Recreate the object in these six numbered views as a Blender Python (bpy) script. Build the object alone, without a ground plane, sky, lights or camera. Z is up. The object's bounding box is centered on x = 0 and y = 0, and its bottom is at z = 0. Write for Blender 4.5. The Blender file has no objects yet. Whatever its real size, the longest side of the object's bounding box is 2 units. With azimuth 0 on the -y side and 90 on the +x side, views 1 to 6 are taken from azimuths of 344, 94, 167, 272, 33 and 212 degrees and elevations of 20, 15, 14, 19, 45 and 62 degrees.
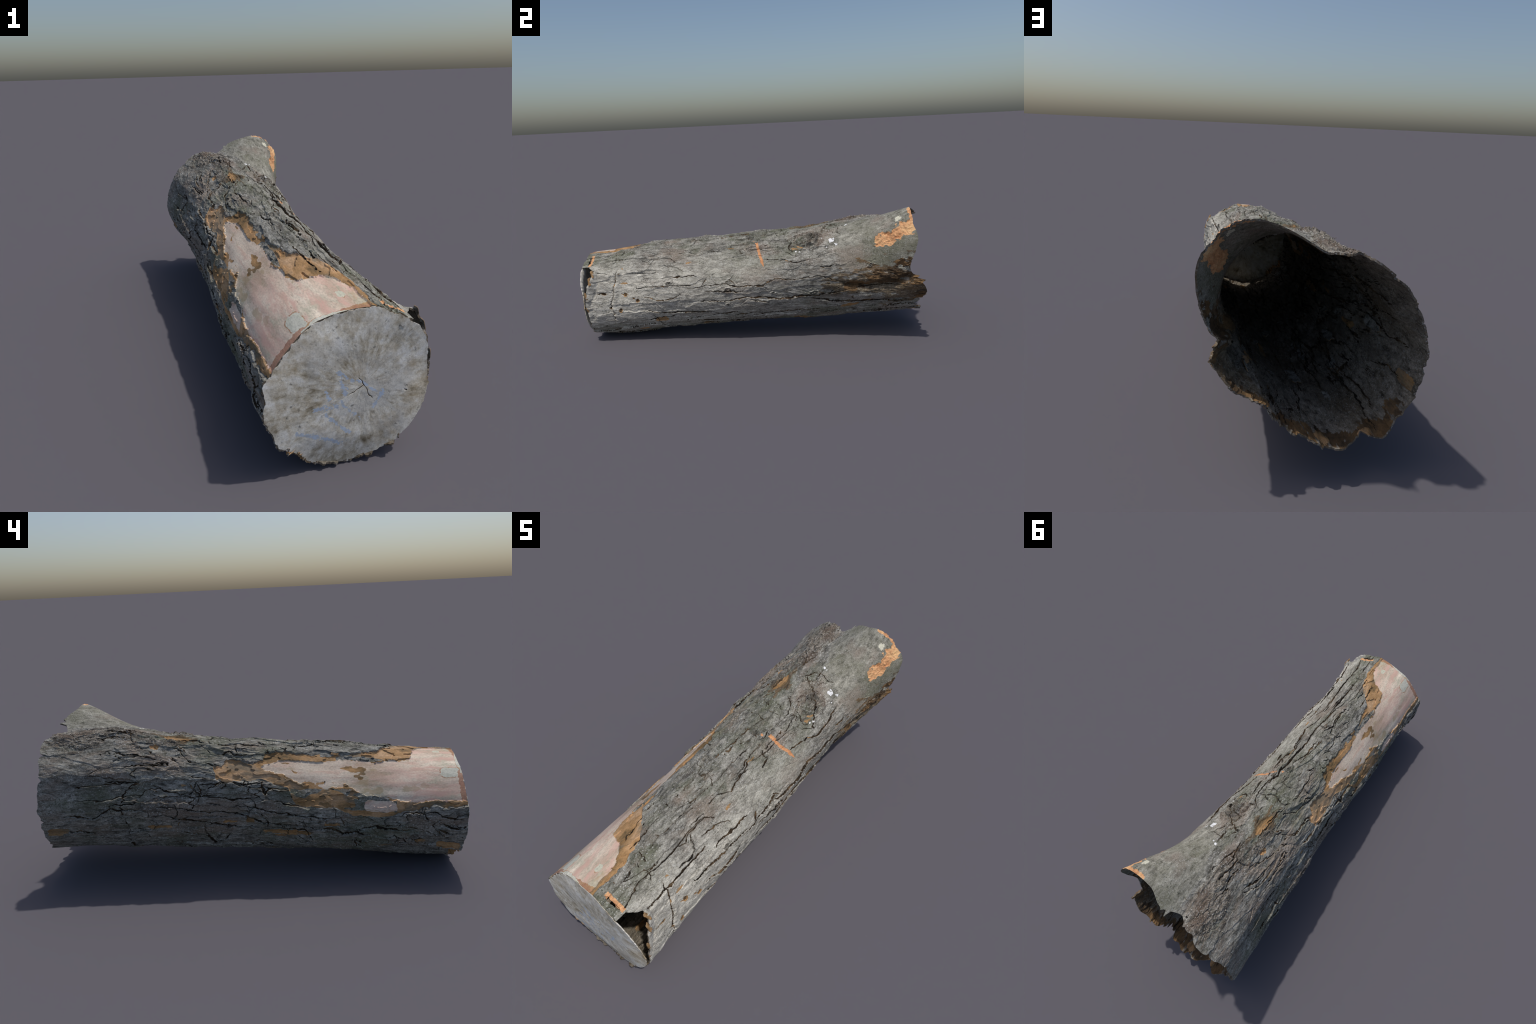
"""A hollow length of tree trunk lying on its sawn end: thin bark tube, sawn face at -y,
torn open mouth with a branch stub at +y.  Everything on the tube is placed in two
coordinates: y along the log, and angle round it in degrees (0 top, 90 = +x, 270 = -x)."""
import bpy, math
import numpy as np

RNG = np.random.default_rng(7)
TAU = 2 * math.pi

# ------------------------------------------------------------------ noise
_PERM = np.random.default_rng(11).permutation(256)
_PERM = np.concatenate([_PERM, _PERM, _PERM])
_GR = np.random.default_rng(12).normal(size=(256, 3))
_GR = (_GR / np.linalg.norm(_GR, axis=1, keepdims=True)).astype(np.float32)


def perlin(x, y, z):
    xi, yi, zi = (np.floor(t).astype(np.int32) for t in (x, y, z))
    xf, yf, zf = x - xi, y - yi, z - zi
    xi, yi, zi = xi & 255, yi & 255, zi & 255
    u, v, w = (t * t * t * (t * (t * 6 - 15) + 10) for t in (xf, yf, zf))
    out = 0
    for dx in (0, 1):
        for dy in (0, 1):
            for dz in (0, 1):
                g = _GR[_PERM[_PERM[_PERM[xi + dx] + yi + dy] + zi + dz]]
                dot = g[..., 0] * (xf - dx) + g[..., 1] * (yf - dy) + g[..., 2] * (zf - dz)
                out = out + dot * (u if dx else 1 - u) * (v if dy else 1 - v) * (w if dz else 1 - w)
    return out * 1.5


def refine(v, rows, shape, step):
    """smooth enlargement of a coarse grid (closed round the log) to the full one"""
    i = np.arange(shape[0])
    k = np.clip(np.searchsorted(rows, i, "right") - 1, 0, len(rows) - 2)
    t = ((i - rows[k]) / (rows[k + 1] - rows[k]))[:, None].astype(np.float32)
    v = v[k] * (1 - t) + v[k + 1] * t
    j = np.arange(shape[1]) // step
    u = ((np.arange(shape[1]) % step) / step).astype(np.float32)[None]
    return v[:, j] * (1 - u) + v[:, (j + 1) % (shape[1] // step)] * u


def fbm(p, scale, octaves=3, stretch=1.0, seed=0.0, gain=0.5):
    """noise of points p (...,3); stretch > 1 draws it out along the log"""
    out, amp = 0, 1.0
    f = scale
    p = np.asarray(p, np.float32)
    for o in range(octaves):
        step = 1 if p.ndim < 3 or p.shape[1] % 8 else 8 if f < 25 else 4 if f < 50 else 2 if f < 100 else 1
        rows = np.unique(np.r_[np.arange(0, p.shape[0], step), p.shape[0] - 1])
        q = p if step == 1 else p[rows][:, ::step]
        v = perlin(q[..., 0] * f + seed + 3.1 * o, q[..., 1] * f / stretch + seed * 1.7, q[..., 2] * f - seed)
        out = out + amp * (v if step == 1 else refine(v, rows, p.shape, step))
        amp *= gain
        f *= 2.03
    return out


def smooth(a, b, x):
    t = np.clip((x - a) / (b - a), 0, 1)
    return t * t * (3 - 2 * t)


# ------------------------------------------------------------------ the form of the trunk
# cross-sections: one row per station from the sawn end to the torn mouth,
# each row the radius every 15 degrees round the log (spline controls)
SECTIONS = np.array([
    [0.228, 0.218, 0.210, 0.217, 0.235, 0.251, 0.265, 0.278, 0.284, 0.273, 0.252, 0.244, 0.253, 0.266, 0.277, 0.286, 0.294, 0.287, 0.272, 0.258, 0.246, 0.241, 0.239, 0.235],
    [0.233, 0.239, 0.219, 0.239, 0.252, 0.244, 0.242, 0.259, 0.273, 0.279, 0.264, 0.258, 0.272, 0.282, 0.282, 0.273, 0.289, 0.281, 0.267, 0.261, 0.246, 0.242, 0.242, 0.233],
    [0.238, 0.250, 0.237, 0.255, 0.249, 0.225, 0.227, 0.244, 0.257, 0.276, 0.286, 0.284, 0.285, 0.288, 0.284, 0.269, 0.272, 0.270, 0.268, 0.264, 0.251, 0.243, 0.240, 0.231],
    [0.257, 0.246, 0.240, 0.237, 0.229, 0.224, 0.235, 0.248, 0.258, 0.268, 0.275, 0.275, 0.278, 0.280, 0.281, 0.281, 0.280, 0.266, 0.260, 0.256, 0.247, 0.241, 0.243, 0.255],
    [0.267, 0.250, 0.241, 0.233, 0.235, 0.249, 0.255, 0.253, 0.257, 0.263, 0.266, 0.267, 0.270, 0.273, 0.276, 0.282, 0.282, 0.264, 0.261, 0.255, 0.243, 0.238, 0.244, 0.263],
    [0.269, 0.261, 0.247, 0.239, 0.239, 0.249, 0.258, 0.260, 0.259, 0.261, 0.263, 0.265, 0.266, 0.267, 0.269, 0.271, 0.265, 0.257, 0.273, 0.262, 0.247, 0.242, 0.248, 0.261],
    [0.278, 0.261, 0.242, 0.235, 0.239, 0.249, 0.258, 0.266, 0.270, 0.263, 0.258, 0.258, 0.263, 0.267, 0.269, 0.265, 0.255, 0.247, 0.257, 0.256, 0.252, 0.251, 0.253, 0.266],
    [0.289, 0.272, 0.254, 0.245, 0.248, 0.259, 0.257, 0.250, 0.249, 0.253, 0.254, 0.258, 0.264, 0.268, 0.268, 0.265, 0.258, 0.244, 0.243, 0.257, 0.264, 0.261, 0.260, 0.273],
    [0.289, 0.290, 0.275, 0.275, 0.280, 0.274, 0.260, 0.249, 0.246, 0.247, 0.252, 0.260, 0.266, 0.272, 0.271, 0.263, 0.252, 0.250, 0.276, 0.287, 0.274, 0.268, 0.272, 0.277],
    [0.303, 0.303, 0.297, 0.300, 0.303, 0.288, 0.266, 0.247, 0.241, 0.243, 0.249, 0.256, 0.265, 0.271, 0.271, 0.261, 0.251, 0.255, 0.283, 0.295, 0.277, 0.273, 0.289, 0.304],
    [0.333, 0.346, 0.367, 0.358, 0.324, 0.307, 0.285, 0.256, 0.243, 0.243, 0.245, 0.251, 0.263, 0.269, 0.271, 0.264, 0.258, 0.264, 0.270, 0.279, 0.279, 0.280, 0.284, 0.324],
    [0.284, 0.354, 0.488, 0.492, 0.423, 0.352, 0.311, 0.266, 0.238, 0.249, 0.239, 0.242, 0.265, 0.266, 0.270, 0.281, 0.274, 0.289, 0.301, 0.290, 0.294, 0.304, 0.277, 0.310],
    [0.310, 0.363, 0.509, 0.551, 0.500, 0.403, 0.329, 0.264, 0.224, 0.244, 0.228, 0.232, 0.266, 0.272, 0.285, 0.312, 0.310, 0.304, 0.304, 0.296, 0.300, 0.318, 0.309, 0.350],
    [0.377, 0.428, 0.506, 0.555, 0.537, 0.459, 0.362, 0.275, 0.224, 0.213, 0.215, 0.231, 0.260, 0.284, 0.307, 0.326, 0.328, 0.317, 0.307, 0.304, 0.311, 0.324, 0.337, 0.356],
])
# how far the torn mouth reaches along y, every 7.5 degrees
MOUTH = np.array([0.896, 0.911, 0.938, 0.886, 0.880, 0.880, 0.877, 0.892, 0.883, 0.883, 0.858, 0.906, 0.943, 0.961, 0.971, 0.976,
                  0.979, 0.962, 0.927, 0.914, 0.957, 0.985, 0.988, 0.983, 0.988, 0.989, 0.982, 0.978, 0.978, 0.981, 0.968, 0.967,
                  0.973, 0.966, 0.969, 0.966, 0.962, 0.966, 0.969, 0.967, 0.968, 0.957, 0.964, 0.962, 0.970, 0.958, 0.948, 0.941])
# the saw cut: its y, every 22.5 degrees
SAWN = np.array([-0.976, -0.982, -0.993, -0.987, -0.974, -0.971, -0.975, -0.970, -0.960, -0.959, -0.972, -0.973, -0.974, -0.969, -0.968, -0.965])
SAWN_INSET = np.array([0.0, -0.001, 0.001, 0.008, 0.002, 0.0, 0.003, 0.0, -0.008, -0.004, 0.001, 0.006, 0.008, -0.004, -0.006, -0.006])
Y_FIRST, Y_LAST = -1.05, 1.05


def bspline(u):
    return np.stack([(1 - u) ** 3 / 6, (3 * u ** 3 - 6 * u ** 2 + 4) / 6, (-3 * u ** 3 + 3 * u ** 2 + 3 * u + 1) / 6, u ** 3 / 6], -1)


def round_spline(values, ang):
    """closed cubic spline through controls spaced evenly round the log"""
    n = len(values)
    x = (ang / TAU * n) % n
    i = np.floor(x).astype(int)
    w = bspline(x - i)
    return sum(w[..., k] * values[(i + k - 1) % n] for k in range(4))


def axis_x(y):
    return -0.045 + 0.015 * y


def axis_z(y):
    return 0.33 + 0.045 * y


def radius(ang, y):
    n, m = SECTIONS.shape
    t = np.clip((y - Y_FIRST) / (Y_LAST - Y_FIRST), 0, 1) * (n - 3)
    i = np.clip(np.floor(t), 0, n - 4).astype(int)
    wy = bspline(t - i)
    x = (ang / TAU * m) % m
    j = np.floor(x).astype(int)
    wx = bspline(x - j)
    out = 0
    for a in range(4):
        for b in range(4):
            out = out + wy[..., a] * wx[..., b] * SECTIONS[i + a, (j + b - 1) % m]
    return out


# ------------------------------------------------------------------ cracks in the bark: (y, degrees) along each
TOP_CRACKS = [
    [(-0.498,4),(-0.439,4),(-0.358,2),(-0.289,9)],
    [(-0.228,5),(-0.166,6),(-0.097,7),(-0.034,14)],
    [(-0.542,12),(-0.489,15),(-0.438,16),(-0.370,17),(-0.278,20),(-0.188,17),(-0.127,18),(-0.022,20),(0.017,22),(0.055,20),(0.125,22),(0.200,23),(0.256,17),(0.287,10)],
    [(-0.577,20),(-0.524,21),(-0.476,21)],
    [(-0.413,29),(-0.347,30),(-0.296,36),(-0.259,33),(-0.172,31),(-0.137,27),(-0.064,32),(0.010,34),(0.052,33),(0.127,35)],
    [(-0.651,36),(-0.598,40),(-0.576,36),(-0.515,36),(-0.470,36),(-0.433,42)],
    [(0.094,50),(0.148,52),(0.204,55),(0.277,59),(0.351,57),(0.416,54),(0.455,52)],
    [(-0.526,48),(-0.499,47),(-0.469,50),(-0.456,49),(-0.418,52),(-0.385,58)],
    [(0.246,27),(0.235,40),(0.254,46)],
    [(-0.088,44),(-0.069,41),(-0.037,39)],
    [(0.098,8),(0.024,5),(-0.034,5),(-0.136,4),(-0.244,2)],
    [(0.411,351),(0.341,350),(0.275,351)],
    [(0.243,347),(0.193,337),(0.138,335),(0.024,329)],
    [(0.317,333),(0.269,323),(0.184,320),(0.106,318)],
    [(0.552,342),(0.498,336),(0.476,333),(0.412,328)],
    [(0.655,333),(0.602,329),(0.538,326),(0.503,326)],
    [(0.488,318),(0.439,319),(0.374,318)],
    [(0.656,301),(0.582,301),(0.516,301)],
    [(0.664,4),(0.586,2),(0.522,358),(0.437,357)],
    [(0.506,16),(0.447,9),(0.422,20)],
]
SHADED_CRACKS = [
    [(0.456,318),(0.416,320),(0.375,320)],
    [(0.296,328),(0.282,323),(0.245,321),(0.171,322),(0.138,320),(0.101,318)],
    [(0.283,308),(0.242,307),(0.202,305),(0.169,306)],
    [(0.194,296),(0.169,298),(0.153,302),(0.121,303),(0.096,303),(0.064,300),(0.036,299),(0.023,304),(-0.005,305)],
    [(0.036,299),(0.012,296),(-0.024,297),(-0.057,297),(-0.064,290),(-0.085,296),(-0.122,297),(-0.154,295),(-0.178,294),(-0.226,294),(-0.262,293)],
    [(0.250,289),(0.195,287),(0.147,286),(0.099,285),(0.050,286),(-0.002,286),(-0.039,288)],
    [(0.422,277),(0.354,277),(0.294,276),(0.231,273),(0.176,271),(0.115,271),(0.054,270),(-0.006,266),(-0.067,262),(-0.140,258),(-0.210,258),(-0.271,257),(-0.353,254),(-0.418,252)],
    [(0.068,279),(0.003,277),(-0.069,275),(-0.130,272),(-0.190,271),(-0.271,269),(-0.335,268),(-0.411,268)],
    [(-0.111,284),(-0.140,284),(-0.175,281),(-0.223,279),(-0.240,282)],
    [(0.392,268),(0.330,264),(0.262,261),(0.181,259),(0.115,258),(0.058,255)],
    [(0.216,256),(0.211,240),(0.179,228),(0.124,236),(0.086,246)],
    [(-0.058,254),(-0.128,255),(-0.247,253),(-0.284,240)],
    [(0.330,246),(0.263,246),(0.215,240)],
    [(-0.642,270),(-0.673,271),(-0.694,274),(-0.733,275),(-0.764,276),(-0.782,274),(-0.806,276),(-0.835,274),(-0.867,271),(-0.909,270),(-0.968,274)],
    [(-0.852,272),(-0.916,269),(-0.952,268)],
    [(-0.480,255),(-0.566,259),(-0.610,256),(-0.656,256),(-0.710,256),(-0.745,256)],
    [(-0.862,263),(-0.902,261),(-0.955,261)],
    [(-0.844,257),(-0.889,254),(-0.924,253)],
    [(-0.313,255),(-0.368,257),(-0.408,253),(-0.423,251),(-0.477,254),(-0.532,251)],
    [(-0.644,242),(-0.711,241),(-0.696,246),(-0.656,248)],
    [(-0.673,279),(-0.677,285)],
    [(-0.314,286),(-0.350,284),(-0.414,283),(-0.475,284)],
]
SHADED_CRACKS_LOW = [
    [(-0.694,273),(-0.706,266)],
    [(-0.782,274),(-0.805,266)],
    [(0.792,295),(0.718,296),(0.635,299),(0.551,300),(0.505,301)],
    [(0.785,282),(0.703,282),(0.627,284),(0.561,287),(0.494,288)],
    [(0.859,267),(0.732,266),(0.663,271),(0.633,274),(0.577,274),(0.491,274)],
    [(0.656,330),(0.595,324),(0.519,321),(0.454,322),(0.407,323)],
    [(0.573,315),(0.480,316),(0.369,319)],
    [(0.504,286),(0.476,293),(0.401,295)],
    [(0.635,271),(0.640,277),(0.573,279),(0.496,282)],
]
SUNNY_CRACKS = [
    [(0.887,248),(0.800,249),(0.715,242)],
    [(-0.937,42),(-0.826,33),(-0.734,36),(-0.636,37),(-0.565,34),(-0.472,35),(-0.435,42)],
    [(-0.692,18),(-0.562,19),(-0.475,17),(-0.386,17)],
    [(-0.595,54),(-0.582,49),(-0.563,38)],
    [(-0.686,52),(-0.595,54)],
    [(-0.884,54),(-0.779,56),(-0.617,58),(-0.540,58)],
    [(-0.655,77),(-0.479,78),(-0.328,78)],
    [(-0.500,67),(-0.471,64),(-0.385,67),(-0.291,67)],
    [(-0.347,81),(-0.272,81),(-0.216,80),(-0.142,79),(-0.087,83),(-0.004,84),(0.078,84),(0.152,77),(0.241,79),(0.331,77),(0.393,76),(0.454,81),(0.532,86)],
    [(-0.608,91),(-0.541,95),(-0.484,96),(-0.416,92),(-0.386,88)],
    [(-0.287,100),(-0.129,101),(-0.017,99),(0.056,100),(0.173,104),(0.283,103),(0.382,104),(0.463,100),(0.551,96),(0.654,93),(0.765,92),(0.848,92)],
    [(-0.591,112),(-0.471,117),(-0.402,116),(-0.298,117),(-0.185,120)],
    [(0.403,66),(0.446,68),(0.490,66)],
    [(-0.568,118),(-0.524,141),(-0.462,156)],
    [(0.256,103),(0.509,117),(0.645,120),(0.781,124),(0.919,131)],
    [(0.218,44),(0.263,52),(0.309,42),(0.365,31),(0.431,19)],
    [(-0.245,87),(-0.033,90)],
    [(-0.272,81),(-0.244,73)],
    [(-0.133,81),(-0.114,75),(-0.077,82)],
    [(0.009,103),(0.117,108)],
]


# ------------------------------------------------------------------ grid over the tube
ROWS, COLS = 800, 1200
ang = np.arange(COLS) / COLS * TAU
deg = np.degrees(ang)
ring = np.stack([np.sin(ang), np.zeros(COLS), np.cos(ang)], -1)


def wrapdeg(d):
    return (d + 180) % 360 - 180


def ragged(seed, scale, octaves=3):
    return fbm(ring * 0.28, scale, octaves, seed=seed)


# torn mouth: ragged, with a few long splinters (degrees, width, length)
mouth = round_spline(MOUTH, ang)
low_edge = smooth(95, 120, deg) * (1 - smooth(300, 330, deg))
mouth = mouth + ragged(3.3, 24, 2) * (0.003 + 0.004 * low_edge) + .026 * ragged(7.7, 10, 2) * (.3 + .7 * low_edge) + .002
tooth = np.abs((deg / 3.1 + 1.5 * ragged(8.8, 20, 2)) % 1 - 0.5) * 2
mouth = mouth + 0.004 * tooth * low_edge * smooth(-0.1, 0.5, ragged(5.5, 12, 2))
for a0, w0, l0 in [(10, 1.2, 0.032), (13.5, 1.0, 0.010), (355, 1.5, 0.012), (139, 1.6, 0.03), (143, 1.0, 0.018), (113, 1.5, 0.015),
                   (176, 3.0, 0.018), (187, 2.5, 0.022), (232, 3, 0.012), (255, 4, 0.010), (86, 2.0, 0.03), (82, 1.5, 0.02),
                   (150, 3, -.025), (206, 2.5, -.018), (262, 2.2, -.018), (300, 3, -.014), (128, 3.5, -.02), (324, 2, -.014), (56, 9, .009), (101, 9, .014), (215, 5, .012), (172, 6, .010)]:
    mouth = mouth + l0 * np.clip(1 - np.abs(wrapdeg(deg - a0)) / w0, 0, 1)
mouth = mouth - 0.004 * np.exp(-(wrapdeg(deg - 2) / 4.0) ** 2) - 0.012 * np.exp(-(wrapdeg(deg - 345) / 3.0) ** 2)
mouth = np.minimum(mouth, 0.9995)
# sawn end: bark frayed on the sunny and lower side
sawn = round_spline(SAWN, ang)
fray = smooth(50, 75, deg) * (1 - smooth(205, 240, deg))
bark_start = sawn - fray * np.clip(0.004 + 0.016 * ragged(1.3, 30, 3), -0.004, 0.013)
bark_start = np.maximum(bark_start, -0.9995)
# the bark stands away from the sawn face on the sunny side and leaves a hole
HOLE = np.interp(deg, [41.5, 43.5, 47.5, 50.5, 52, 56, 63.7, 72.6, 79, 90, 99, 110, 118], [-1.2, -.942, -.930, -.922, -.905, -.903, -.917, -.935, -.949, -.954, -.954, -.952, -.953]) * (deg < 143) - 1.2 * (deg >= 143)
hole_edge = HOLE + .009 * ragged(6.6, 36, 3)
bark_start = np.maximum(bark_start, np.minimum(hole_edge, -.88))

s = np.linspace(0, 1, ROWS)[:, None]
Y = bark_start[None] + (mouth - bark_start)[None] * s
A = np.broadcast_to(ang[None], Y.shape)
D = np.broadcast_to(deg[None], Y.shape)
R0 = radius(A, Y)
OUT = np.broadcast_to(ring[None], Y.shape + (3,))
BASE = np.stack([axis_x(Y), Y, axis_z(Y)], -1) + OUT * R0[..., None]
ARC = np.radians(D) * 0.265                        # length round the log

# wandering of every drawn edge
W1 = fbm(BASE, 16, 2, 1.5, 1.0)
W2 = fbm(BASE, 16, 2, 1.5, 21.0)
W3 = fbm(BASE, 60, 2, 1.6, 5.0, 0.5)
W4 = fbm(BASE, 60, 2, 1.6, 35.0, 0.5)
Yw = Y + 0.010 * W1 + 0.006 * W3
Aw = ARC + 0.007 * W2 + 0.006 * W4
Dw = np.degrees(Aw / 0.265)
FINE = fbm(BASE, 240, 2, 2.5, 9.0)
ROUGH = fbm(BASE, 44, 4, 1.4, 91.0, 0.65)
KNARL = fbm(BASE, 70, 3, 1.0, 44.0, 0.6)
MID = fbm(BASE, 38, 3, 3.0, 14.0)


def band(y_deg_low, y_deg_high):
    lo = np.interp(Yw, *zip(*sorted(y_deg_low)))
    hi = np.interp(Yw, *zip(*sorted(y_deg_high)))
    d = np.where(Dw < 120, Dw + 360, Dw)
    return np.minimum(d - lo, hi - d)              # > 0 inside, degrees


def spot(y, a, ry, ra, p=2.0):
    """1 at the middle of a patch, 0 at its wandering rim, < 0 outside"""
    dy, da = (Yw - y) / ry, wrapdeg(Dw - a) / ra
    return 1 - (np.abs(dy) ** p + np.abs(da) ** p) ** (1 / p)


TAN_HIGH = [(.126, 320), (.108, 328), (.05, 327.7), (-.024, 325), (-.065, 329), (-.07, 336.7), (-.149, 340), (-.215, 337), (-.37, 337.5),
            (-.45, 337), (-.5, 341), (-.6, 345), (-.65, 355), (-.68, 361), (-.75, 368), (-.82, 372.5), (-.92, 374.5), (-1, 371)]
TAN_LOW = [(.163, 316), (.153, 305), (.079, 303), (.02, 305.5), (-.05, 307), (-.106, 302), (-.17, 298), (-.187, 290), (-.2, 281.5), (-.25, 280),
           (-.39, 277), (-.424, 275), (-.48, 270), (-.57, 268), (-.616, 268), (-.68, 275), (-.84, 281), (-1, 281)]
PALE_HIGH = [(-.05, 321), (-.06, 324), (-.148, 329), (-.3, 329.5), (-.4, 331.5), (-.6, 332.5), (-.72, 334), (-.755, 340), (-.77, 355), (-.83, 366), (-.92, 369.5), (-1, 369)]
PALE_LOW = [(-.05, 321), (-.06, 319), (-.163, 311), (-.2, 305), (-.283, 304), (-.336, 297), (-.42, 299), (-.44, 303), (-.483, 295), (-.518, 291),
            (-.573, 292), (-.644, 289), (-.707, 286), (-.8, 286.6), (-1, 287)]
tan_in = band(TAN_LOW, TAN_HIGH)
tan_in = np.where(Y > 0.165, -20, tan_in) + 2.2 * W1 + 1.6 * W3 * (tan_in < 6)
pale_in = np.where(Yw > -0.052, -20, band(PALE_LOW, PALE_HIGH)) + 1.6 * W3 + 1.5 * W1 + 0.8 * FINE

# ------------------------------------------------------------------ labels: which part each face of the tube belongs to
KINDS = ["bark", "branch_bark", "crotch_litter", "bare_wood", "inner_bark", "torn_wood", "fissure", "rotten_wood", "paint_speck", "saw_scar", "cream_wood", "stained_wood", "knot", "stained_bark"]
K = {k: i for i, k in enumerate(KINDS)}
label = np.zeros(Y.shape, np.int8)
stub = smooth(0.36, 0.5, Yw - 0.0035 * np.abs(wrapdeg(Dw - 35))) * smooth(2, 10, wrapdeg(Dw) - 14 * smooth(.75, .5, Y)) * (1 - smooth(70, 80, Dw))
label[stub > 0.5] = K["branch_bark"]
litter = np.maximum.reduce([spot(.83, 345, .17, 17), spot(.62, 354, .16, 9), spot(.44, 346, .14, 7), spot(.43, 278, .09, 9)])
label[litter + 0.5 * MID > 0.12] = K["crotch_litter"]

height = np.full(Y.shape, -0.0035)                   # relief that the inside follows


def swell(y0, y1, a0, spread, amount):
    """a broad swelling (or hollow) over part of the log"""
    along = smooth(y0 - .12, y0 + .05, Y) * (1 - smooth(y1 - .05, y1 + .12, Y))
    return amount * along * np.exp(-(wrapdeg(D - a0) / spread) ** 2)


height += swell(.0, .95, 247, 11, .004) + swell(.05, .85, 292, 13, -.012) + swell(-.65, .1, 214, 11, -.010)
height += swell(.62, 1.0, 127, 11, -.020) + swell(.78, 1.0, 107, 7, .006) + swell(.35, .55, 105, 12, -.006) + swell(-.6, .4, 122, 12, -.004) + swell(.35, .7, 340, 14, -.006)
height += swell(-.85, -.45, 42, 14, -.006) + swell(-.2, .4, 20, 25, -.003) + swell(-1, .9, 180, 25, -.002) + swell(-.5, .6, 140, 14, -.006) + swell(-1, -.85, 185, 30, .003)
detail = np.zeros_like(Y)                           # relief of the outer face only

# long plates of bark, each standing at its own height
def chance(a, b, salt):
    v = np.sin(a * 127.1 + b * 311.7 + salt * 74.7) * 43758.5453
    return v - np.floor(v)


def plates(cells_round, cell_len, wander, salt):
    """irregular plates in a drawn-out mosaic: distance to the joint, and one chance number per plate"""
    gx = (Aw + wander * W1) / (TAU * 0.265) * cells_round
    gy = (Yw + 2 * wander * W2) / cell_len
    ix, iy = np.floor(gx).astype(int), np.floor(gy).astype(int)
    f1 = np.full(Y.shape, 9.0)
    f2 = np.full(Y.shape, 9.0)
    cell = np.zeros(Y.shape)
    for dx in (-1, 0, 1):
        for dy in (-1, 0, 1):
            cx, cy = (ix + dx) % cells_round, iy + dy
            px = ix + dx + 0.15 + 0.7 * chance(cx, cy, salt)
            py = iy + dy + 0.1 + 0.8 * chance(cx, cy, salt + 1)
            dd = np.hypot(gx - px, gy - py)
            nearer = dd < f1
            f2 = np.where(nearer, f1, np.minimum(f2, dd))
            cell = np.where(nearer, chance(cx, cy, salt + 2), cell)
            f1 = np.where(nearer, dd, f1)
    return (f2 - f1) * TAU * 0.265 / cells_round, cell


edge, cell = plates(32, 0.27, 0.010, 1)
edge2, cell2 = plates(58, 0.11, 0.006, 5)
calm = smooth(30, 45, D) * (1 - smooth(118, 135, D)) * (1 - smooth(.3, .5, Y))
rough_zone = (1 - 0.45 * calm) * (1 - 0.85 * stub) - 0.4 * smooth(0.55, 0.8, Y) * (Dw > 180)
scaly = smooth(0.0, 0.35, fbm(BASE, 6, 2, 1.3, 57.0) + 0.25 * ((Dw > 230) | (Dw < 45)) - 0.1) * rough_zone
plate = (cell - 0.5) * 0.013 * smooth(0.0, 0.004, edge) + 0.0025 * np.exp(-edge / .007) * smooth(0, .002, edge)
plate = plate + scaly * ((cell2 - 0.5) * 0.009 * smooth(0.0, 0.003, edge2) + .0015 * np.exp(-edge2 / .005))
crackle = smooth(0.08, 0.35, fbm(BASE, 8, 2, 1.5, 50.0) + 0.25 * ((Dw > 125) & (Dw < 300)) - 0.03) * rough_zone * (1 - .5 * calm)
crack_line = np.maximum(np.exp(-(edge / 0.0017) ** 2) * crackle, np.exp(-(edge2 / 0.0012) ** 2) * scaly * smooth(-.1, .4, MID))

# drawn cracks: a furrow, with the bark on one side lifted like the edge of a plate
furrow = np.zeros_like(Y)
lift = np.zeros_like(Y)


def cut_crack(points, width, depth, raise_by):
    pts = np.array(points, float)
    a = np.unwrap(np.radians(pts[:, 1])) * 0.265
    q = np.stack([pts[:, 0], a], -1)
    seg = np.linalg.norm(np.diff(q, axis=0), axis=1)
    total, run = seg.sum(), 0.0
    best = None
    lo_y, hi_y = q[:, 0].min() - .05, q[:, 0].max() + .05
    rows = np.where((Y.max(1) > lo_y) & (Y.min(1) < hi_y))[0]
    if not len(rows):
        return
    r = slice(rows[0], rows[-1] + 1)
    mid = a.mean()
    aw = (Aw[r] - mid + math.pi * 0.265) % (TAU * 0.265) - math.pi * 0.265 + mid
    cols = np.where((aw.max(0) > a.min() - .06) & (aw.min(0) < a.max() + .06))[0]
    aw, yw = aw[:, cols], Yw[r][:, cols]
    best = np.full(aw.shape, 9.0)
    side = np.zeros(aw.shape)
    along = np.zeros(aw.shape)
    for k in range(len(q) - 1):
        d = q[k + 1] - q[k]
        ll = d @ d + 1e-9
        t = np.clip(((yw - q[k, 0]) * d[0] + (aw - q[k, 1]) * d[1]) / ll, 0, 1)
        ey, ea = yw - q[k, 0] - t * d[0], aw - q[k, 1] - t * d[1]
        dist = np.hypot(ey, ea)
        near = dist < best
        best = np.where(near, dist, best)
        side = np.where(near, np.sign(d[0] * ea - d[1] * ey), side)
        along = np.where(near, (run + t * seg[k]) / total, along)
        run += seg[k]
    taper = np.sqrt(np.clip(np.sin(np.clip(along, 0.02, 0.98) * math.pi), 0, 1))
    w = np.maximum(width * taper * (0.6 + 1.1 * np.abs(MID[r][:, cols])), .0013)
    f = depth * np.exp(-(best / (w + 1e-5)) ** 2)
    L = raise_by * taper * smooth(-.0035, .0035, best * side) * np.exp(-best * (side > 0) / 0.022)
    idx = np.ix_(np.arange(r.start, r.stop), cols)
    furrow[idx] = np.maximum(furrow[idx], f)
    lift[idx] = np.maximum(lift[idx], L)


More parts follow.
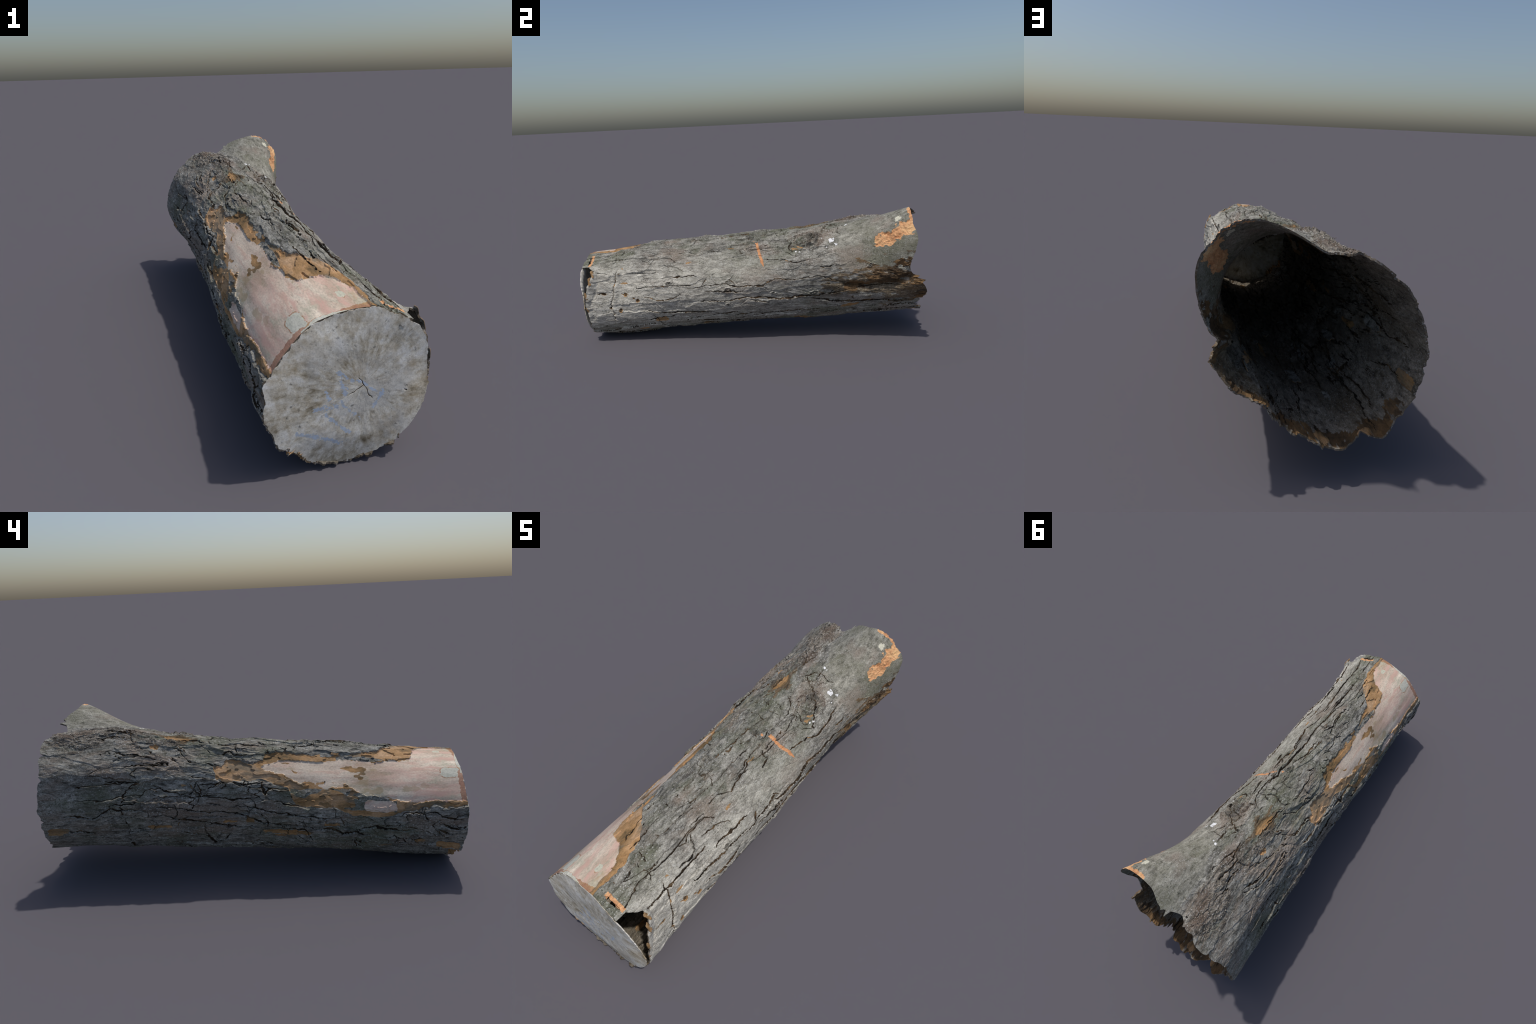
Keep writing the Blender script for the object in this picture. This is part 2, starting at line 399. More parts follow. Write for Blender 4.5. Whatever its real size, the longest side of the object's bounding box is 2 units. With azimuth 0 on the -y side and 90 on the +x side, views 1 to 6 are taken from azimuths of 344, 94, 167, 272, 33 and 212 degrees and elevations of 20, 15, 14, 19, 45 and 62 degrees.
for group, width, depth, up in ((TOP_CRACKS, .0026, 1, .009), (SHADED_CRACKS, .0034, 1, .014), (SHADED_CRACKS_LOW, .0028, 1, .012), (SUNNY_CRACKS, .0024, 1, .011)):
    for c in group:
        if c[0][1] > 180 or group is not TOP_CRACKS:
            k = RNG.uniform(.75, 1.25)
        else:
            k = RNG.uniform(.8, 1.3)
        cut_crack(c, width * k, depth, up * RNG.uniform(.5, 1.2))
# the hidden belly carries cracks of the same kind
for n in range(46):
    y0, a0 = RNG.uniform(-.9, .8), RNG.uniform(125, 245)
    c = [(y0, a0)]
    for k in range(RNG.integers(2, 6)):
        y0, a0 = y0 + RNG.uniform(.05, .09), a0 + RNG.normal(0, 2.5)
        c.append((y0, a0))
    cut_crack(c, .0032 * RNG.uniform(.7, 1.3), 1, .005 * RNG.uniform(.4, 1.2))

# finer cracks between the drawn ones, and arched ends of scales across the grain
for n in range(90):
    y0, a0 = RNG.uniform(-.9, .62), RNG.uniform(200, 400)
    c = [(y0, a0)]
    for k in range(RNG.integers(1, 4)):
        y0, a0 = y0 + RNG.uniform(.03, .07), a0 + RNG.normal(0, 2.2)
        c.append((y0, a0))
    cut_crack(c, .0022 * RNG.uniform(.7, 1.2), 1, .008 * RNG.uniform(.3, 1.2))
for n in range(80):
    y0, a0, span, bow = RNG.uniform(-.9, .6), RNG.uniform(200, 405), RNG.uniform(3, 8), RNG.choice([-1, 1]) * RNG.uniform(.010, .028)
    if a0 > 400 and y0 > .3:
        continue
    cut_crack([(y0 + bow * math.cos(t * 1.5), a0 + span * t) for t in (-1, -.5, 0, .5, 1)], .0017, 1, .007 * RNG.uniform(.4, 1.2))

# ------------------------------------------------------------------ relief
bark_like = 1 - smooth(-1.2, 0.4, tan_in)
height += 0.0035 * fbm(BASE, 9, 2, 2.0, 70.0) * (1 - 0.5 * stub)
lumps = 0.0038 * MID * rough_zone + 0.0009 * fbm(BASE, 85, 2, 3.0, 31.0, .6) * (0.35 + 0.65 * rough_zone) + 0.0004 * FINE
detail += bark_like * (0.003 + plate * rough_zone + lumps + lift - 0.0035 * crack_line)
detail += np.where(litter > 0, smooth(0, .4, litter) * 0.006 * ROUGH, 0)
detail -= 0.008 * furrow * bark_like
inside = smooth(-0.5, 0.6, pale_in)
detail += (1 - bark_like) * (0.0012 * fbm(BASE, 22, 2, 5.0, 41.0)) - 0.0025 * inside
detail += 0.0025 * smooth(0, 2, tan_in) * (1 - inside) * np.sign(fbm(BASE, 26, 3, 2.5, 61.0))

# knots: raised eyes with a ring furrow
for y, a, r, hgt in [(-.465, 74.3, .026, .010), (-.115, 87.5, .030, .010), (-.121, 105.8, .014, .014), (.139, 94.5, .016, .009), (.364, 99.4, .035, .008), (.668, 69.1, .020, .006),
                     (-.266, 358, .040, .012), (.004, 11.5, .030, .014), (-.439, 256.8, .022, .008), (-.746, 249, .028, .010), (.10, 257, .022, .007), (.36, 30, .050, .008)]:
    d = np.hypot(Yw - y, (wrapdeg(Dw - a) * TAU / 360 * 0.265) * 1.25) / r
    eye = np.clip(1 - d, 0, 1)
    detail += hgt * np.sqrt(eye) * (0.55 + 0.45 * np.cos(d * 9.5)) + np.where(d < 1.6, 0.004 * KNARL, 0)
    label[d < 0.62] = K["knot"]

# scaly old branch scar swirls on the upper side
swirl = spot(.33, 32, .11, 17)
label[(swirl > .1) & (ROUGH > .12) & (label == 0)] = K["crotch_litter"]
whorl = np.hypot((Yw - .33) / .095, wrapdeg(Dw - 32) / 15)
detail += np.where(whorl < 1, (1 - whorl) * .018 + .007 * np.cos(whorl * 15 + 5 * W1) * smooth(1, .7, whorl), 0)
detail += np.where(swirl > 0, smooth(0, .4, swirl) * 0.008 * ROUGH, 0)

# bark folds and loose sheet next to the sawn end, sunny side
near_hole = smooth(45, 56, D) * (1 - smooth(112, 132, D))
fold_y = np.interp(D, [45, 52, 67, 81, 98, 115], [-.765, -.775, -.778, -.795, -.812, -.806])
detail -= 0.006 * np.exp(-((Yw - fold_y) / .0045) ** 2) * near_hole
height += 0.008 * near_hole * smooth(0, .1, fold_y - Y) * smooth(.17, .08, fold_y - Y)
height += 0.006 * near_hole * np.exp(-((Yw - fold_y - .018) / .014) ** 2)
fold2 = np.interp(D, [60, 70, 83, 93], [-.88, -.887, -.90, -.925])
height -= 0.006 * near_hole * np.exp(-((Yw - fold2) / .012) ** 2)

# dark rotten groove between the branch stub and the root swelling below it
groove_a = np.interp(Y, [.45, .534, .62, .7, .79, .86, .95], [84, 88.5, 92, 91.5, 91, 82, 80])
groove = smooth(.45, .62, Y)
height -= 0.032 * groove * np.exp(-((Dw - groove_a) / 4.2) ** 2)
height -= 0.014 * np.clip(spot(.60, 89, .07, 8), 0, 1)
height += 0.010 * groove * np.exp(-((Dw - groove_a - 16) / 9) ** 2)
rot = np.maximum.reduce([spot(.77, 82, .16, 9), spot(.60, 90, .08, 7), spot(.93, 84, .09, 10), spot(.955, 112, .05, 18), spot(.84, 70, .06, 5)])
stain = np.maximum.reduce([spot(.345, 355, .11, 8), spot(.72, 86, .30, 17), spot(.90, 100, .16, 30), spot(.55, 92, .16, 10)])
label[(stain + .8 * MID + .25 * W3 > .12) & (label != K["knot"])] = K["stained_bark"]
label[rot + .6 * MID + .3 * W3 > .2] = K["rotten_wood"]
detail += np.where(rot > 0, smooth(0, .4, rot) * 0.008 * ROUGH, 0)

# peeled flank: bark, brown inner bark, bare pale wood
patchy = fbm(BASE, 11, 3, 2.6, 81.0)
lower_flank = (Dw > 262) & (Dw < 297) & (Y > -.66) & (Y < -.17)
upper_flank = (Dw > 332) & (Y < -.36) & (Y > -.62)
tan_on = (tan_in > 0) & ~(lower_flank & (patchy < .02)) & ~(upper_flank & (patchy > .12))
label[tan_on] = K["inner_bark"]
label[(pale_in > 0)] = K["bare_wood"]
pale_holes = (fbm(BASE, 17, 3, 1.4, 88.0) > .43) & (pale_in > 0) & (Y > -.62) & (Dw < 326)
label[pale_holes] = K["inner_bark"]
for y, a, ry, ra in [(-.588, 280.5, .072, 6)]:
    label[spot(y, a, ry, ra, 3.5) > 0] = K["bare_wood"]
for y, a, ry, ra in [(-.917, 319.5, .047, 6.0), (-.893, 357, .018, 2.7)]:
    q = spot(y, a, ry, ra, 4)
    label[(q > -.13) & (W3 > -.12)] = K["stained_wood"]
    label[q > 0] = K["cream_wood"]
label[(Yw < np.interp(D, [270, 300, 330, 372], [-.955, -.952, -.955, -.958])) & (pale_in > 0)] = K["stained_wood"]
rim_pale = np.interp(Dw, [318, 330, 345, 356], [-.966, -.957, -.957, -.972])
label[(Yw < rim_pale) & (pale_in > 0) & (D > 318) & (D < 356)] = K["cream_wood"]

# small patches where the outer bark has dropped off
for y, a, ry, ra in [(-.17, 249.4, .115, 3.6), (.345, 354.5, .062, 3.6), (.435, 252, .055, 2.4), (.905, 249, .05, 4.5), (.003, 264, .02, 3), (.10, 262, .03, 1.6),
                     (-.524, 127.3, .035, 3.4), (-.65, 146, .035, 3.2),
                     (.565, 126.3, .05, 3.2), (-.256, 149, .045, 3), (.3, 160, .06, 3), (-.8, 175, .05, 3), (.67, 118, .03, 2), (-.955, 222, .03, 9), (-.91, 236, .05, 5), (.945, 178, .03, 5), (.95, 207, .02, 4), (.45, 338, .02, 2)]:
    q = spot(y, a, ry, ra, 2.6) + .22 * MID
    label[q > 0] = K["inner_bark"]
    detail -= 0.004 * smooth(-.05, .15, q)
for y, a, ry, ra in [(-.851, 83.4, .013, 2.2), (-.875, 82.5, .010, 1.2), (-.721, 86.6, .014, 2.2), (-.74, 85.5, .009, 1.0), (-.649, 95.2, .016, 2.0), (-.765, 109, .012, 2.8), (-.67, 91, .009, 1.2), (-.81, 104, .008, 1.5)]:
    q = spot(y, a, ry, ra, 2.0) + .5 * W3
    label[q > 0] = K["inner_bark"]
    label[q > .3] = K["rotten_wood"]
    detail -= 0.006 * smooth(-.05, .4, q)
ragged_foot = np.clip(spot(-.955, 222, .06, 16), 0, 1)
detail += ragged_foot * .03 * ROUGH

# fresh tears on the branch stub, paint specks, saw nick
torn = np.maximum.reduce([spot(.742, 50.5, .052, 4.6, 3), spot(.80, 48.8, .04, 3.8, 3), spot(.845, 46.3, .045, 4.8, 3), spot(.70, 46.5, .011, 1.3, 3), spot(.88, 36, .018, 8, 3)]) + .25 * W3 + .15 * MID
label[torn > 0] = K["torn_wood"]
detail += np.where(torn > 0, smooth(0, .3, torn) * (.007 * ROUGH - .006), 0)
label[spot(.807, 38.2, .014, 1.5, 2.4) > 0] = K["cream_wood"]
for y, a, r in [(.462, 36.5, .010), (.474, 38.6, .008), (.463, 39.4, .006), (.480, 35.6, .005), (.492, 43.6, .007), (.487, 42.4, .004), (.554, 17.2, .007), (.417, 32.5, .003), (.545, 20.5, .004), (.44, 45, .003), (.29, 46, .006), (.27, 45, .005)]:
    label[np.hypot(Y - y + .004 * W3, wrapdeg(D - a) * .0052 + .004 * W4) < r] = K["paint_speck"]
nick_y = np.interp(D, [16, 25, 47.7, 60.6], [.028, .045, .070, .087]) + .003 * W3
nick = (np.abs(Y - nick_y) < .0062 * smooth(61, 54, D) + .0015) & (D > 24 + 2 * W3) & (D < 60.5)
nick |= (np.abs(Y - .026) < .005) & (np.abs(D - 18) < 1.3)
label[nick] = K["saw_scar"]
detail -= .003 * nick

# dark lines of the open cracks
open_crack = (furrow > .45) & (bark_like > .5)
crackle_open = (crack_line > .62) & (label == 0)
label[(open_crack | crackle_open) & ~np.isin(label, [K["bare_wood"], K["torn_wood"], K["paint_speck"], K["saw_scar"], K["cream_wood"]])] = K["fissure"]
label[np.abs(Yw - fold_y) * 1.0 < .0022 * near_hole] = K["fissure"]  # dark line along the fold
wood_crack = (np.abs(wrapdeg(Dw - np.interp(Y, [-.75, -.62, -.5], [357, 352, 350]))) < .5) & (Y > -.75) & (Y < -.56)
wood_crack |= (np.abs(wrapdeg(Dw - np.interp(Y, [-.77, -.62], [367, 364]))) < .5) & (Y > -.77) & (Y < -.6)
label[wood_crack] = K["fissure"]
detail -= .004 * wood_crack

# ------------------------------------------------------------------ openings
slot = (np.abs(Y - (-.953 + .003 * W3)) < .0065 * smooth(20.5, 24, D) * smooth(41, 36, D))
gone = slot
gone |= np.hypot(Y - .895, wrapdeg(D - 357) * .0055) < .006     # chink in the crotch
height += .022 * np.exp(-((Y - np.maximum(HOLE, -1)[None]) / .035) ** 2) * smooth(47, 54, D) * (1 - smooth(84, 108, D))
label[(np.abs(Y + .953) < .017) & (D > 20) & (D < 42) & (Y > -.955)] = K["torn_wood"]

WALL = 0.0065
detail = np.clip(detail, -0.009, 0.03)
fade = smooth(0, .02, s)
OUTER = BASE + OUT * (height + detail)[..., None]
INNER = BASE + OUT * (height + detail - WALL)[..., None]
OUTER[..., 2] = np.maximum(OUTER[..., 2], 0.0)
INNER[..., 2] = np.maximum(INNER[..., 2], 0.005)

# ------------------------------------------------------------------ mesh helpers
scene = bpy.context.scene


def make_mesh(name, verts, quads, mats, slot_of=None, normals=None):
    me = bpy.data.meshes.new(name)
    quads = np.asarray(quads).reshape(-1, np.shape(quads)[-1])
    n = quads.shape[1]
    me.vertices.add(len(verts))
    me.vertices.foreach_set("co", np.asarray(verts, np.float32).ravel())
    me.loops.add(quads.size)
    me.loops.foreach_set("vertex_index", quads.astype(np.int32).ravel())
    me.polygons.add(len(quads))
    me.polygons.foreach_set("loop_start", np.arange(0, quads.size, n, dtype=np.int32))
    for m in mats:
        me.materials.append(m)
    if slot_of is not None:
        me.polygons.foreach_set("material_index", np.asarray(slot_of, np.int32).ravel())
    me.update(calc_edges=True)
    me.polygons.foreach_set("use_smooth", np.ones(len(quads), bool))
    if normals is not None:
        me.normals_split_custom_set_from_vertices(np.asarray(normals, np.float32).tolist())
    me.validate()
    return me


def add_object(name, me, parent):
    ob = bpy.data.objects.new(name, me)
    scene.collection.objects.link(ob)
    ob.parent = parent
    return ob


def submesh(faces, verts, normals=None):
    used, inv = np.unique(faces, return_inverse=True)
    return verts[used], inv.reshape(faces.shape), (None if normals is None else normals[used])


def grid_faces(nr, nc, rows=None):
    rows = np.arange(nr) if rows is None else rows
    r0, r1 = rows[:-1, None] * nc, rows[1:, None] * nc
    c0 = np.arange(nc)[None]
    c1 = (c0 + 1) % nc
    return np.stack([r0 + c0, r1 + c0, r1 + c1, r0 + c1], -1)


def grid_normals(P):
    du = np.roll(P, -1, 1) - np.roll(P, 1, 1)
    dv = np.gradient(P, axis=0)
    n = np.cross(dv, du)
    n /= np.linalg.norm(n, axis=-1, keepdims=True) + 1e-12
    flip = (n * OUT[: n.shape[0]]).sum(-1).mean() < 0
    return -n if flip else n


# ------------------------------------------------------------------ materials
class Nodes:
    def __init__(self, name, rough=0.9):
        self.mat = bpy.data.materials.new(name)
        self.mat.use_nodes = True
        self.t = self.mat.node_tree
        self.bsdf = self.t.nodes["Principled BSDF"]
        self.bsdf.inputs["Roughness"].default_value = rough
        self.bsdf.inputs["Specular IOR Level"].default_value = 0.2
        self.co = self.t.nodes.new("ShaderNodeTexCoord").outputs["Object"]

    def put(self, sock, v):
        if hasattr(v, "is_linked") or isinstance(v, bpy.types.NodeSocket):
            self.t.links.new(v, sock)
        elif isinstance(v, (tuple, list)) and len(v) == 3 and sock.type == "RGBA":
            sock.default_value = (*v, 1)
        else:
            sock.default_value = v

    def coords(self, scale=(1, 1, 1), rot=(0, 0, 0), loc=(0, 0, 0), wobble=0.0, wscale=20):
        m = self.t.nodes.new("ShaderNodeMapping")
        src = self.co
        if wobble:
            n = self.t.nodes.new("ShaderNodeTexNoise")
            n.inputs["Scale"].default_value = wscale
            self.t.links.new(self.co, n.inputs["Vector"])
            v = self.t.nodes.new("ShaderNodeVectorMath")
            v.operation = "MULTIPLY_ADD"
            self.t.links.new(n.outputs["Color"], v.inputs[0])
            v.inputs[1].default_value = (wobble,) * 3
            self.t.links.new(self.co, v.inputs[2])
            src = v.outputs[0]
        self.t.links.new(src, m.inputs["Vector"])
        m.inputs["Scale"].default_value, m.inputs["Rotation"].default_value, m.inputs["Location"].default_value = scale, rot, loc
        return m.outputs[0]

    def noise(self, scale, detail=3, rough=.55, vec=None, dist=0.0):
        n = self.t.nodes.new("ShaderNodeTexNoise")
        self.t.links.new(vec or self.co, n.inputs["Vector"])
        for k, v in (("Scale", scale), ("Detail", detail), ("Roughness", rough), ("Distortion", dist)):
            n.inputs[k].default_value = v
        return n.outputs["Fac"]

    def voronoi(self, scale, feature="DISTANCE_TO_EDGE", vec=None, out="Distance"):
        n = self.t.nodes.new("ShaderNodeTexVoronoi")
        n.feature = feature
        n.inputs["Scale"].default_value = scale
        self.t.links.new(vec or self.co, n.inputs["Vector"])
        return n.outputs[out]

    def ramp(self, fac, stops):
        n = self.t.nodes.new("ShaderNodeValToRGB")
        e = n.color_ramp.elements
        while len(e) < len(stops):
            e.new(0.5)
        for el, (p, c) in zip(e, stops):
            el.position = p
            el.color = (c, c, c, 1) if isinstance(c, (int, float)) else (*c, 1)
        self.put(n.inputs[0], fac)
        return n.outputs["Color"]

    def mix(self, a, b, fac, mode="MIX"):
        n = self.t.nodes.new("ShaderNodeMix")
        n.data_type, n.blend_type = "RGBA", mode
        self.put(n.inputs["Factor"], fac)
        self.put(n.inputs["A"], a)
        self.put(n.inputs["B"], b)
        return n.outputs["Result"]

    def math(self, op, a, b=0.0):
        n = self.t.nodes.new("ShaderNodeMath")
        n.operation = op
        self.put(n.inputs[0], a)
        self.put(n.inputs[1], b)
        return n.outputs[0]

    def axis(self, k):
        n = self.t.nodes.new("ShaderNodeSeparateXYZ")
        self.t.links.new(self.co, n.inputs[0])
        return n.outputs[k]

    def done(self, col, bump=None, strength=.4, dist=.004):
        self.put(self.bsdf.inputs["Base Color"], col)
        if bump is not None:
            b = self.t.nodes.new("ShaderNodeBump")
            b.inputs["Strength"].default_value, b.inputs["Distance"].default_value = strength, dist
            self.put(b.inputs["Height"], bump)
            self.t.links.new(b.outputs[0], self.bsdf.inputs["Normal"])
        return self.mat


def bark_material(name, dark, mid, light, tint_a, tint_b, lichen=.55, crackle=.5, pale_flank=0.0):
    n = Nodes(name, .92)
    along = n.coords((1, .35, 1), wobble=.02, wscale=14)
    grain = n.noise(60, 5, .68, along)
    fine = n.noise(260, 4, .7, n.coords((1, .55, 1)))
    broad = n.noise(5.5, 4, .6, n.coords((1, .6, 1)))
    col = n.ramp(grain, [(.33, dark), (.47, mid), (.66, light)])
    col = n.mix(col, n.ramp(n.noise(10, 5, .65, n.coords((1, .45, 1), loc=(6, 6, 1), wobble=.05, wscale=10)), [(.33, .50), (.50, 1.0), (.66, 1.22)]), .85, "MULTIPLY")
    col = n.mix(col, tint_a, n.ramp(broad, [(.48, 0), (.64, .75)]))
    col = n.mix(col, tint_b, n.ramp(n.noise(8, 3, .6, n.coords((1, .5, 1), loc=(3, 1, 7))), [(.52, 0), (.66, .75)]))
    if pale_flank:                                   # paler, warmer tone on the +x flank, strongest toward the sawn end
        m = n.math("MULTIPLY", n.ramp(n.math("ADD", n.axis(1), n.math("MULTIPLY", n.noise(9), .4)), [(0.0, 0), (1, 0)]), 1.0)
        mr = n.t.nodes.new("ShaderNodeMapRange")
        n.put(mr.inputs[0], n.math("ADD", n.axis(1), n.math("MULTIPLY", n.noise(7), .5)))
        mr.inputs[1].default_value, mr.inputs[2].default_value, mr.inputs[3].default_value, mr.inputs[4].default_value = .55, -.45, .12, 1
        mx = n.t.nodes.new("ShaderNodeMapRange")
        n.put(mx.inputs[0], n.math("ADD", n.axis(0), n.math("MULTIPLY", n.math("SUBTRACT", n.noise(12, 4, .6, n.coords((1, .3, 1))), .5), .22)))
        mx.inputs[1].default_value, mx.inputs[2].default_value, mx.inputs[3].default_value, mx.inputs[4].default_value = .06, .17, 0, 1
        m = n.math("MULTIPLY", n.math("MULTIPLY", mr.outputs[0], mx.outputs[0]), pale_flank)
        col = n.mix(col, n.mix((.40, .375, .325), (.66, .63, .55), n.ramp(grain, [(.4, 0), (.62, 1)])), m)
    col = n.mix(col, n.ramp(fine, [(.30, .52), (.52, 1.0), (.72, 1.38)]), .9, "MULTIPLY")
    net = n.voronoi(42, vec=n.coords((1, .42, 1), wobble=.03, wscale=25))
    lines = n.math("MULTIPLY", n.ramp(net, [(.0, 1), (.07, 0)]), n.ramp(n.noise(11, 3, .6), [(.46, 0), (.60, crackle)]))
    net2 = n.voronoi(95, vec=n.coords((1, .8, 1), wobble=.012, wscale=50))
    lines2 = n.math("MULTIPLY", n.ramp(net2, [(.0, 1), (.09, 0)]), n.ramp(n.noise(14, 3, .6, n.coords(loc=(5, 2, 1))), [(.45, 0), (.62, crackle * .6)]))
    col = n.mix(col, (.045, .040, .032), lines)
    col = n.mix(col, (.07, .062, .05), lines2)
    for size, seed, colour, share in ((150, 0, (.56, .56, .53), lichen), (85, 5, (.50, .50, .48), lichen * .6), (130, 9, (.07, .075, .05), .8)):
        v = n.t.nodes.new("ShaderNodeTexVoronoi")
        v.inputs["Scale"].default_value = size
        n.t.links.new(n.coords((1, .75, 1), loc=(seed, seed, seed), wobble=.006, wscale=90), v.inputs["Vector"])
        dot = n.math("MULTIPLY", n.ramp(v.outputs["Distance"], [(.26, 1), (.40, 0)]), n.ramp(v.outputs["Color"], [(.46, 0), (.56, 1)]))
        where = n.ramp(n.noise(9, 4, .65, n.coords(loc=(9, seed, 2))), [(.44, .08), (.60, share)])
        col = n.mix(col, colour, n.math("MULTIPLY", dot, where))
    pits = n.ramp(n.noise(120, 3, .6, n.coords((1, .6, 1), loc=(4, 4, 9))), [(.27, .8), (.36, 0)])
    col = n.mix(col, (.035, .032, .026), pits)
    h = n.math("ADD", n.math("MULTIPLY", fine, .7), grain)
    h = n.math("SUBTRACT", h, n.math("ADD", lines, n.math("MULTIPLY", lines2, .6)))
    return n.done(col, h, .28, .003)


M = {}
M["bark"] = bark_material("weathered_bark", (.060, .056, .048), (.222, .213, .186), (.41, .395, .35), (.135, .142, .095), (.245, .195, .155), pale_flank=.95)
M["branch_bark"] = bark_material("smooth_branch_bark", (.11, .105, .085), (.25, .24, .20), (.39, .375, .32), (.175, .172, .12), (.26, .22, .18), lichen=.4, crackle=.12)
M["crotch_litter"] = bark_material("bark_litter", (.045, .040, .034), (.15, .132, .11), (.33, .295, .25), (.10, .09, .068), (.14, .10, .075), lichen=.6, crackle=.5)
M["stained_bark"] = bark_material("brown_stained_bark", (.045, .036, .025), (.16, .125, .085), (.29, .24, .17), (.12, .085, .05), (.20, .13, .07), lichen=.25, crackle=.5)
M["inside_bark"] = bark_material("bark_from_inside", (.05, .042, .032), (.20, .172, .135), (.34, .30, .245), (.15, .115, .075), (.16, .14, .115), lichen=.3, crackle=.6)
M["knot"] = bark_material("knot_bark", (.05, .046, .038), (.15, .14, .118), (.29, .27, .23), (.10, .105, .08), (.14, .11, .09), lichen=.4, crackle=.8)


def wood_material(name, stops, streak, blotch=None, blotch_fac=.6, fleck=(.2, .12, .07), rough=.75, stretch=.12, scale=38):
    n = Nodes(name, rough)
    g = n.noise(scale, 5, .62, n.coords((1, stretch, 1), wobble=.05, wscale=8))
    b = n.noise(7, 4, .6, n.coords((1, .5, 1), loc=(2, 5, 1)))
    col = n.ramp(n.math("ADD", n.math("MULTIPLY", b, .6), n.math("MULTIPLY", g, .4)), stops)
    col = n.mix(col, streak, n.ramp(g, [(.52, 0), (.66, .75)]))
    if blotch:
        col = n.mix(col, blotch, n.ramp(n.noise(13, 4, .6, n.coords((1, .4, 1), loc=(7, 7, 7))), [(.53, 0), (.64, blotch_fac)]))
    f = n.noise(210, 3, .6, n.coords((1, .5, 1)))
    col = n.mix(col, n.ramp(f, [(.3, .72), (.5, 1), (.7, 1.18)]), .8, "MULTIPLY")
    col = n.mix(col, fleck, n.ramp(n.noise(90, 3, .6, n.coords((1, .3, 1), loc=(3, 3, 3))), [(.25, .8), (.33, 0)]))
    return n, col, n.math("ADD", g, n.math("MULTIPLY", f, .4))


def finish(t, strength=.4):
    n, col, h = t
    return n.done(col, h, strength, .003)


n, col, h = wood_material("peeled_pale_wood", [(.38, (.45, .345, .245)), (.48, (.66, .525, .41)), (.58, (.80, .69, .555))], (.64, .43, .33), (.46, .43, .32), .75)  # wood brightened beyond its own tone to carry the scan's captured light
redward = n.t.nodes.new("ShaderNodeMapRange")      # redder and greyer toward the sawn end
n.put(redward.inputs[0], n.axis(1))
redward.inputs[1].default_value, redward.inputs[2].default_value, redward.inputs[3].default_value, redward.inputs[4].default_value = -.35, -.85, 0, 1
reds = n.math("MULTIPLY", redward.outputs[0], n.ramp(n.noise(22, 5, .65, n.coords((1, .16, 1), wobble=.06, wscale=9, loc=(1, 0, 4))), [(.45, 0), (.62, .8)]))
M["bare_wood"] = n.done(n.mix(n.mix(col, (.40, .30, .17), n.ramp(n.noise(10, 4, .6, n.coords((1, .5, 1), wobble=.03, wscale=30, loc=(2, 9, 4))), [(.60, 0), (.64, .6)])), (.66, .40, .325), reds), h, .12, .002)
M["inner_bark"] = finish(wood_material("brown_inner_bark", [(.39, (.12, .085, .045)), (.46, (.27, .165, .075)), (.53, (.46, .27, .125)), (.61, (.64, .42, .25))], (.26, .15, .06), (.19, .165, .12), .75, (.05, .035, .02), scale=30, stretch=.4), .6)
M["torn_wood"] = finish(wood_material("torn_orange_wood", [(.36, (.42, .19, .08)), (.50, (.66, .36, .18)), (.62, (.80, .54, .28))], (.72, .40, .20), (.40, .15, .07), .6, (.14, .06, .03), scale=60, stretch=.8), .8)
M["rotten_wood"] = finish(wood_material("rotten_brown_wood", [(.38, (.035, .028, .02)), (.50, (.11, .07, .038)), (.62, (.26, .155, .07))], (.10, .06, .03), (.05, .042, .034), .8, (.02, .015, .01), scale=45, stretch=.5), .9)
M["saw_scar"] = finish(wood_material("orange_nick", [(.38, (.50, .22, .10)), (.6, (.72, .37, .18))], (.60, .30, .14), stretch=1), .5)
M["cream_wood"] = finish(wood_material("cream_sapwood", [(.38, (.55, .53, .40)), (.6, (.66, .64, .55))], (.62, .60, .44), (.52, .52, .42), .4, (.4, .35, .2)), .2)
M["stained_wood"] = finish(wood_material("red_stained_wood", [(.38, (.34, .16, .10)), (.6, (.55, .34, .24))], (.36, .17, .12), (.42, .30, .14), .6), .3)
n = Nodes("crack_shadow_wood", 1)
M["fissure"] = n.done(n.ramp(n.noise(30, 3, .6, n.coords((1, .4, 1))), [(.38, (.016, .013, .010)), (.56, (.05, .032, .018)), (.68, (.15, .10, .055))]))
n = Nodes("white_paint", .6)
M["paint_speck"] = n.done(n.ramp(n.noise(160), [(.35, .6), (.6, .85)]))

# ------------------------------------------------------------------ build the tube
root = bpy.data.objects.new("hollow_log", None)
scene.collection.objects.link(root)
root["label"] = "hollow grey log, peeled pale flank, sawn end and branch stub"
root["category"] = "tree log"

V = OUTER.reshape(-1, 3)
N = grid_normals(OUTER).reshape(-1, 3)
Fq = grid_faces(ROWS, COLS)[..., ::-1]
flab = label[:-1]
fgone = gone[:-1] & gone[1:]
keep = ~fgone
for k, i in K.items():
    sel = (flab == i) & keep
    if not sel.any():
        continue
    v, f, nn = submesh(Fq[sel], V, N)
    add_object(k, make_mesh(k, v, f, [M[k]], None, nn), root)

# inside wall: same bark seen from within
rows = np.unique(np.r_[np.arange(0, ROWS, 4), ROWS - 1])
Vi = INNER.reshape(-1, 3)
Fi = grid_faces(ROWS, COLS, rows)
seen = label.copy()
foot = smooth(.80, .93, Y + .05 * W1) * smooth(95, 110, D) * (1 - smooth(225, 255, D)) + .5 * MID
seen[(foot > .8) & (seen == 0)] = K["rotten_wood"]
lab_i, gone_i = seen[rows[:-1]], gone[rows[:-1]] & gone[rows[1:]]
v, f, _ = submesh(Fi[~gone_i], Vi)
used = [M["inside_bark"] if k == "bark" else M[k] for k in KINDS]
ob = add_object("inner_wall", make_mesh("inner_wall", v, f, used, lab_i[~gone_i]), root)

